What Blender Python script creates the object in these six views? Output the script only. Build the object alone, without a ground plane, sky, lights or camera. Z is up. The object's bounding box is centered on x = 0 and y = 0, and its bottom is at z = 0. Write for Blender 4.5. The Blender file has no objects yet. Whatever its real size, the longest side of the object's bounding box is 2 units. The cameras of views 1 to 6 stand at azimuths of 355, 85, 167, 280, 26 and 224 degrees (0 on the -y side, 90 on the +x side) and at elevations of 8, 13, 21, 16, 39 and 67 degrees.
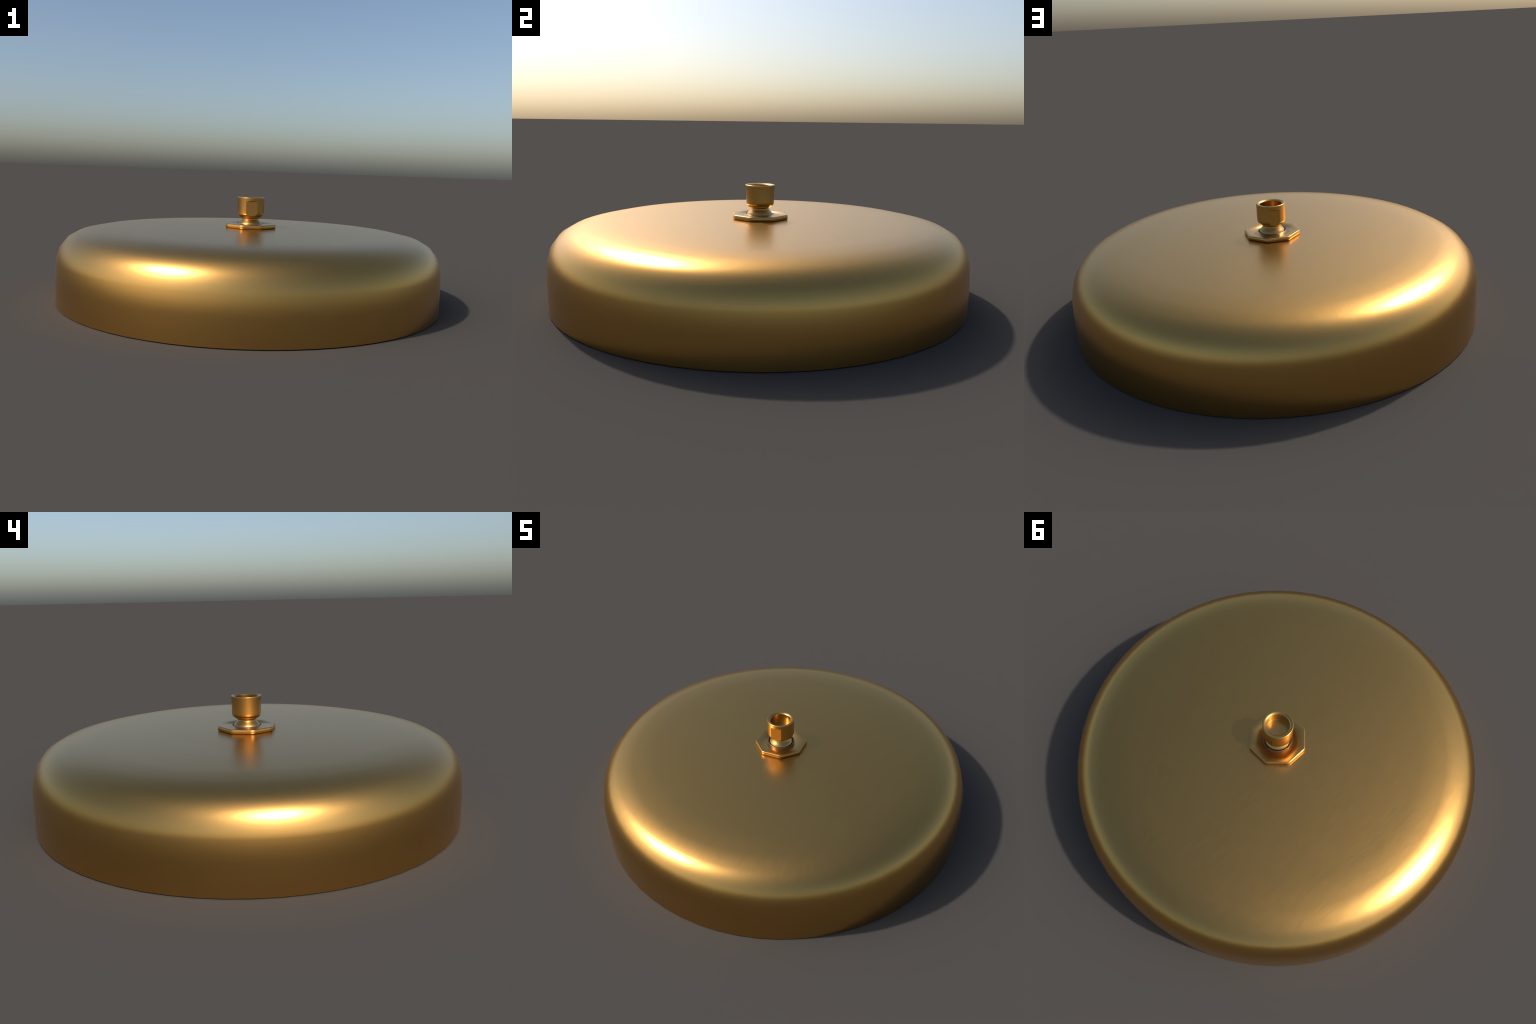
"""Round brass alarm-bell gong with an octagonal nut and a cup-headed bolt."""
import bpy
import bmesh
import math
from mathutils import Vector

# ------------------------------------------------------------------ helpers


def link(obj):
    bpy.context.scene.collection.objects.link(obj)
    return obj


def lathe(name, profile, segments, closed=False):
    """Revolve a list of (radius, height) points about z; radius 0 makes a pole."""
    bm = bmesh.new()
    rings = []
    for r, z in profile:
        if r == 0.0:
            rings.append([bm.verts.new((0.0, 0.0, z))])
            continue
        ring = []
        for i in range(segments):
            a = 2.0 * math.pi * i / segments
            ring.append(bm.verts.new((r * math.sin(a), -r * math.cos(a), z)))
        rings.append(ring)
    pairs = list(zip(rings, rings[1:]))
    if closed:
        pairs.append((rings[-1], rings[0]))
    for a, b in pairs:
        for i in range(segments):
            j = (i + 1) % segments
            if len(a) == 1 and len(b) == 1:
                continue
            if len(a) == 1:
                bm.faces.new((a[0], b[j], b[i]))
            elif len(b) == 1:
                bm.faces.new((a[i], a[j], b[0]))
            else:
                bm.faces.new((a[i], a[j], b[j], b[i]))
    bmesh.ops.recalc_face_normals(bm, faces=bm.faces[:])
    mesh = bpy.data.meshes.new(name)
    bm.to_mesh(mesh)
    bm.free()
    return link(bpy.data.objects.new(name, mesh))


def smooth(obj, degrees):
    mesh = obj.data
    mesh.polygons.foreach_set("use_smooth", [True] * len(mesh.polygons))
    mesh.set_sharp_from_angle(angle=math.radians(degrees))


def apply_modifiers(obj):
    graph = bpy.context.evaluated_depsgraph_get()
    mesh = bpy.data.meshes.new_from_object(obj.evaluated_get(graph))
    old = obj.data
    obj.modifiers.clear()
    obj.data = mesh
    mesh.name = obj.name
    bpy.data.meshes.remove(old)


def arc(cx, cz, radius, start, end, steps):
    """Points of a circular arc in the profile plane, angles in degrees."""
    out = []
    for i in range(steps + 1):
        a = math.radians(start + (end - start) * i / steps)
        out.append((cx + radius * math.cos(a), cz + radius * math.sin(a)))
    return out


# ---------------------------------------------------------------- materials


def node(tree, kind, **inputs):
    n = tree.nodes.new(kind)
    for key, value in inputs.items():
        n.inputs[key].default_value = value
    return n


def math_node(tree, operation, a, b=None):
    n = tree.nodes.new("ShaderNodeMath")
    n.operation = operation
    for slot, value in enumerate((a, b)):
        if value is None:
            continue
        if isinstance(value, (int, float)):
            n.inputs[slot].default_value = value
        else:
            tree.links.new(value, n.inputs[slot])
    return n.outputs[0]


def metal(name, colour, roughness, grain=0.0, top_height=None):
    """Metal whose gloss carries faint brushed streaks (along y on top,
    around the axis on the flanks)."""
    mat = bpy.data.materials.new(name)
    mat.use_nodes = True
    tree = mat.node_tree
    bsdf = next(n for n in tree.nodes if n.type == "BSDF_PRINCIPLED")
    bsdf.inputs["Metallic"].default_value = 1.0
    bsdf.inputs["Roughness"].default_value = roughness
    bsdf.inputs["Base Color"].default_value = (*colour, 1.0)
    coord = tree.nodes.new("ShaderNodeTexCoord").outputs["Object"]
    link_to = tree.links.new

    # barely visible tonal mottling of the metal
    cloud = node(tree, "ShaderNodeTexNoise", Scale=3.0, Detail=3.0)
    link_to(coord, cloud.inputs["Vector"])
    tone = tree.nodes.new("ShaderNodeMapRange")
    tone.inputs["To Min"].default_value = 0.985
    tone.inputs["To Max"].default_value = 1.015
    link_to(cloud.outputs[0], tone.inputs["Value"])
    tint = tree.nodes.new("ShaderNodeVectorMath")
    tint.operation = "SCALE"
    tint.inputs[0].default_value = colour
    link_to(tone.outputs[0], tint.inputs["Scale"])
    link_to(tint.outputs[0], bsdf.inputs["Base Color"])

    if grain > 0.0:
        flat = tree.nodes.new("ShaderNodeMapping")
        flat.inputs["Scale"].default_value = (150.0, 16.0, 1.0)
        link_to(coord, flat.inputs["Vector"])
        streak_top = node(tree, "ShaderNodeTexNoise", Scale=1.0, Detail=3.0, Roughness=0.6)
        link_to(flat.outputs[0], streak_top.inputs["Vector"])

        split = tree.nodes.new("ShaderNodeSeparateXYZ")
        link_to(coord, split.inputs[0])
        angle = math_node(tree, "ARCTAN2", split.outputs["X"], split.outputs["Y"])
        around = tree.nodes.new("ShaderNodeCombineXYZ")
        link_to(math_node(tree, "MULTIPLY", angle, 5.0), around.inputs[0])
        link_to(math_node(tree, "MULTIPLY", split.outputs["Z"], 90.0), around.inputs[1])
        streak_side = node(tree, "ShaderNodeTexNoise", Scale=1.0, Detail=3.0, Roughness=0.6)
        link_to(around.outputs[0], streak_side.inputs["Vector"])

        on_top = math_node(tree, "GREATER_THAN", split.outputs["Z"], top_height)
        pick = tree.nodes.new("ShaderNodeMix")
        link_to(on_top, pick.inputs["Factor"])
        calm = math_node(tree, "ADD", math_node(tree, "MULTIPLY", streak_side.outputs[0], 0.4), 0.3)
        link_to(calm, pick.inputs["A"])
        link_to(streak_top.outputs[0], pick.inputs["B"])
        gloss = tree.nodes.new("ShaderNodeMapRange")
        gloss.inputs["From Min"].default_value = 0.25
        gloss.inputs["From Max"].default_value = 0.75
        gloss.inputs["To Min"].default_value = roughness - grain
        gloss.inputs["To Max"].default_value = roughness + grain
        link_to(pick.outputs["Result"], gloss.inputs["Value"])
        link_to(gloss.outputs[0], bsdf.inputs["Roughness"])
    return mat


BRASS = (0.60, 0.342, 0.100)
bell_brass = metal("brushed_bell_brass", BRASS, 0.31, grain=0.022, top_height=0.335)
fitting_brass = metal("polished_fitting_brass", BRASS, 0.30)
steel = metal("grey_washer_steel", (0.36, 0.36, 0.40), 0.40)

# ------------------------------------------------------------- root (Empty)

gong = link(bpy.data.objects.new("bell_gong", None))
gong["label"] = "shallow round brass bell gong with octagonal nut and bolt"
gong["category"] = "bell"

# -------------------------------------------------------------- bell shell
# straight flank, rounded shoulder, gently domed crown; hollow underneath
CROWN_Z = 0.3775
WALL = 0.022
outer = [(0.9984, 0.0), (1.0, 0.0013), (0.9995, 0.1208), (0.9939, 0.2109), (0.9767, 0.2712),
         (0.9409, 0.3173), (0.8923, 0.3446), (0.8095, 0.3621), (0.690, 0.3687),
         (0.500, 0.3735), (0.280, 0.3763), (0.052, CROWN_Z)]
inner = [(0.052, CROWN_Z - WALL), (0.500, 0.3522), (0.690, 0.3474), (0.806, 0.3404),
         (0.884, 0.3240), (0.926, 0.3010), (0.957, 0.2620), (0.972, 0.2070),
         (1.0 - WALL, 0.1208), (1.0 - WALL, 0.0)]
bell = lathe("bell_shell", outer + inner, 64, closed=True)
smooth(bell, 40.0)
bell.data.materials.append(bell_brass)
bell.parent = gong

# ---------------------------------------------------------- octagonal nut
NUT_R, NUT_LOW, NUT_TOP, NUT_BEVEL, HOLE_R = 0.1411, 0.3772, 0.3992, 0.0046, 0.0712


def octagon_point(a, corner_radius):
    """Point on an octagon with flats facing the axes, in direction a."""
    step = math.pi / 4.0
    off = (a + step / 2.0) % step - step / 2.0
    r = corner_radius * math.cos(step / 2.0) / math.cos(off)
    return r * math.sin(a), -r * math.cos(a)


def build_nut():
    n = 64
    c = math.cos(math.pi / 8.0)
    d = NUT_BEVEL / c
    k = NUT_BEVEL * (1.0 - math.sqrt(0.5))
    rows = [("hole", NUT_LOW), ("oct", NUT_R - d, NUT_LOW), ("oct", NUT_R - k / c, NUT_LOW + k),
            ("oct", NUT_R, NUT_LOW + NUT_BEVEL), ("oct", NUT_R, NUT_TOP - NUT_BEVEL),
            ("oct", NUT_R - k / c, NUT_TOP - k), ("oct", NUT_R - d, NUT_TOP), ("hole", NUT_TOP)]
    bm = bmesh.new()
    rings = []
    for row in rows:
        ring = []
        for i in range(n):
            a = 2.0 * math.pi * i / n
            if row[0] == "hole":
                x, y = HOLE_R * math.sin(a), -HOLE_R * math.cos(a)
            else:
                x, y = octagon_point(a, row[1])
            ring.append(bm.verts.new((x, y, row[-1])))
        rings.append(ring)
    for a, b in zip(rings, rings[1:] + rings[:1]):
        for i in range(n):
            j = (i + 1) % n
            bm.faces.new((a[i], a[j], b[j], b[i]))
    bmesh.ops.recalc_face_normals(bm, faces=bm.faces[:])
    mesh = bpy.data.meshes.new("octagonal_nut")
    bm.to_mesh(mesh)
    bm.free()
    nut = link(bpy.data.objects.new("octagonal_nut", mesh))
    mesh.polygons.foreach_set("use_smooth", [True] * len(mesh.polygons))
    # vertex normals: top stays level at its outer edge and leans inwards at the hole
    normals = []
    for row in rows:
        for i in range(n):
            a = 2.0 * math.pi * i / n
            step = math.pi / 4.0
            near = round(a / step) * step
            corner = abs(abs(a - near) - step / 2.0) < 1e-4
            f = a if corner else near
            radial = Vector((math.sin(f), -math.cos(f), 0.0))
            if row[0] == "hole":
                radial = Vector((math.sin(a), -math.cos(a), 0.0))
                up = 1.0 if row[-1] > 0.39 else -1.0
                v = Vector((0, 0, up)) - 0.65 * radial
            else:
                z = row[-1]
                lean = {NUT_LOW: -1e3, NUT_LOW + k: -1.1, NUT_LOW + NUT_BEVEL: -0.5,
                        NUT_TOP - NUT_BEVEL: 0.4, NUT_TOP - k: 1.1, NUT_TOP: 1e3}[z]
                v = radial + Vector((0, 0, lean))
            normals.append(v.normalized())
    mesh.normals_split_custom_set_from_vertices(normals)
    return nut


nut = build_nut()
nut.data.materials.append(fitting_brass)
nut.parent = gong

# ------------------------------------------------------- split lock washer
SPLIT_AZIMUTH = math.radians(-89.0)


def build_washer():
    r_in, r_out, low, top, gap = 0.0685, 0.0716, 0.3800, 0.3997, 0.060
    n = 72
    bm = bmesh.new()
    sections = []
    for i in range(n + 1):
        a = SPLIT_AZIMUTH + gap + (2.0 * math.pi - 2.0 * gap) * i / n
        ring = []
        for r, z in ((r_in, low), (r_out, low), (r_out, top - 0.0008), (r_out - 0.0008, top),
                     (r_in + 0.0008, top - 0.0006), (r_in, top - 0.0016)):
            ring.append(bm.verts.new((r * math.sin(a), -r * math.cos(a), z)))
        sections.append(ring)
    for a, b in zip(sections, sections[1:]):
        m = len(a)
        for i in range(m):
            j = (i + 1) % m
            bm.faces.new((a[i], a[j], b[j], b[i]))
    bm.faces.new(sections[0])
    bm.faces.new(sections[-1][::-1])
    bmesh.ops.recalc_face_normals(bm, faces=bm.faces[:])
    mesh = bpy.data.meshes.new("lock_washer")
    bm.to_mesh(mesh)
    bm.free()
    return link(bpy.data.objects.new("lock_washer", mesh))


washer = build_washer()
smooth(washer, 40.0)
washer.data.materials.append(steel)
washer.parent = gong

# -------------------------------------------------------------------- bolt
HEAD_R, HEAD_TOP, CUP_R, CUP_FLOOR = 0.0712, 0.5400, 0.0545, 0.489


def curve_through(points, steps=4):
    """Catmull-Rom curve through profile points."""
    out = []
    ends = [points[0]] + points + [points[-1]]
    for p0, p1, p2, p3 in zip(ends, ends[1:], ends[2:], ends[3:]):
        for i in range(steps):
            t = i / steps
            out.append(tuple(0.5 * (2 * b + (c - a) * t + (2 * a - 5 * b + 4 * c - d) * t * t
                                    + (3 * b - a - 3 * c + d) * t ** 3)
                             for a, b, c, d in zip(p0, p1, p2, p3)))
    return out + [points[-1]]


profile = [(0.0, 0.335), (0.048, 0.335), (0.048, 0.377), (0.0615, 0.377), (0.0622, 0.388)]  # stem
profile += curve_through([
    (0.0637, 0.3930), (0.0631, 0.3980), (0.0608, 0.4026), (0.0575, 0.4068), (0.0537, 0.4109),
    (0.0500, 0.4150), (0.0470, 0.4187), (0.0450, 0.4217), (0.0438, 0.4247),           # flared collar
    (0.0443, 0.4275), (0.0482, 0.4305), (0.0545, 0.4342), (0.0610, 0.4385), (0.0658, 0.4430),
    (0.0690, 0.4478), (0.0708, 0.4530), (0.0715, 0.4590), (0.0716, 0.4700),           # neck and bowl
    (0.0716, 0.5000), (0.0717, 0.5220), (0.0718, HEAD_TOP - 0.0045)])
profile += arc(0.0718 - 0.0036, HEAD_TOP - 0.0036, 0.0036, 12.0, 90.0, 5)  # outer rim edge
profile += [(0.0640, HEAD_TOP - 0.0005), (0.0602, HEAD_TOP - 0.0021), (0.0570, HEAD_TOP - 0.0043),
            (CUP_R, HEAD_TOP - 0.0068),
            (CUP_R, CUP_FLOOR + 0.0012), (CUP_R - 0.0004, CUP_FLOOR + 0.0004),
            (CUP_R - 0.0012, CUP_FLOOR), (0.0, CUP_FLOOR)]
bolt = lathe("bolt", profile, 64)

# two wrench flats milled into opposite sides of the head
FLAT_Y, FLAT_TOP, FLAT_RISE = 0.0652, 0.5172, 0.75
cutters = []
for side in (-1.0, 1.0):
    bm = bmesh.new()
    bmesh.ops.create_cube(bm, size=1.0)
    for v in bm.verts:
        v.co = Vector((v.co.x * 0.2, side * (FLAT_Y + 0.05) + v.co.y * 0.1, FLAT_TOP - 0.05 + v.co.z * 0.1))
        if v.co.z > FLAT_TOP - 0.01 and abs(v.co.y) > FLAT_Y + 0.05:
            v.co.z += 0.1 * FLAT_RISE          # the flat ends in a sloping shoulder
    mesh = bpy.data.meshes.new("cutter")
    bm.to_mesh(mesh)
    bm.free()
    cutter = link(bpy.data.objects.new("cutter", mesh))
    cutters.append(cutter)
    mod = bolt.modifiers.new("flat", "BOOLEAN")
    mod.operation = "DIFFERENCE"
    mod.solver = "EXACT"
    mod.object = cutter
bpy.context.view_layer.update()
apply_modifiers(bolt)
for cutter in cutters:
    data = cutter.data
    bpy.data.objects.remove(cutter)
    bpy.data.meshes.remove(data)
smooth(bolt, 20.0)
bolt.data.materials.clear()
bolt.data.materials.append(fitting_brass)
bolt.parent = gong
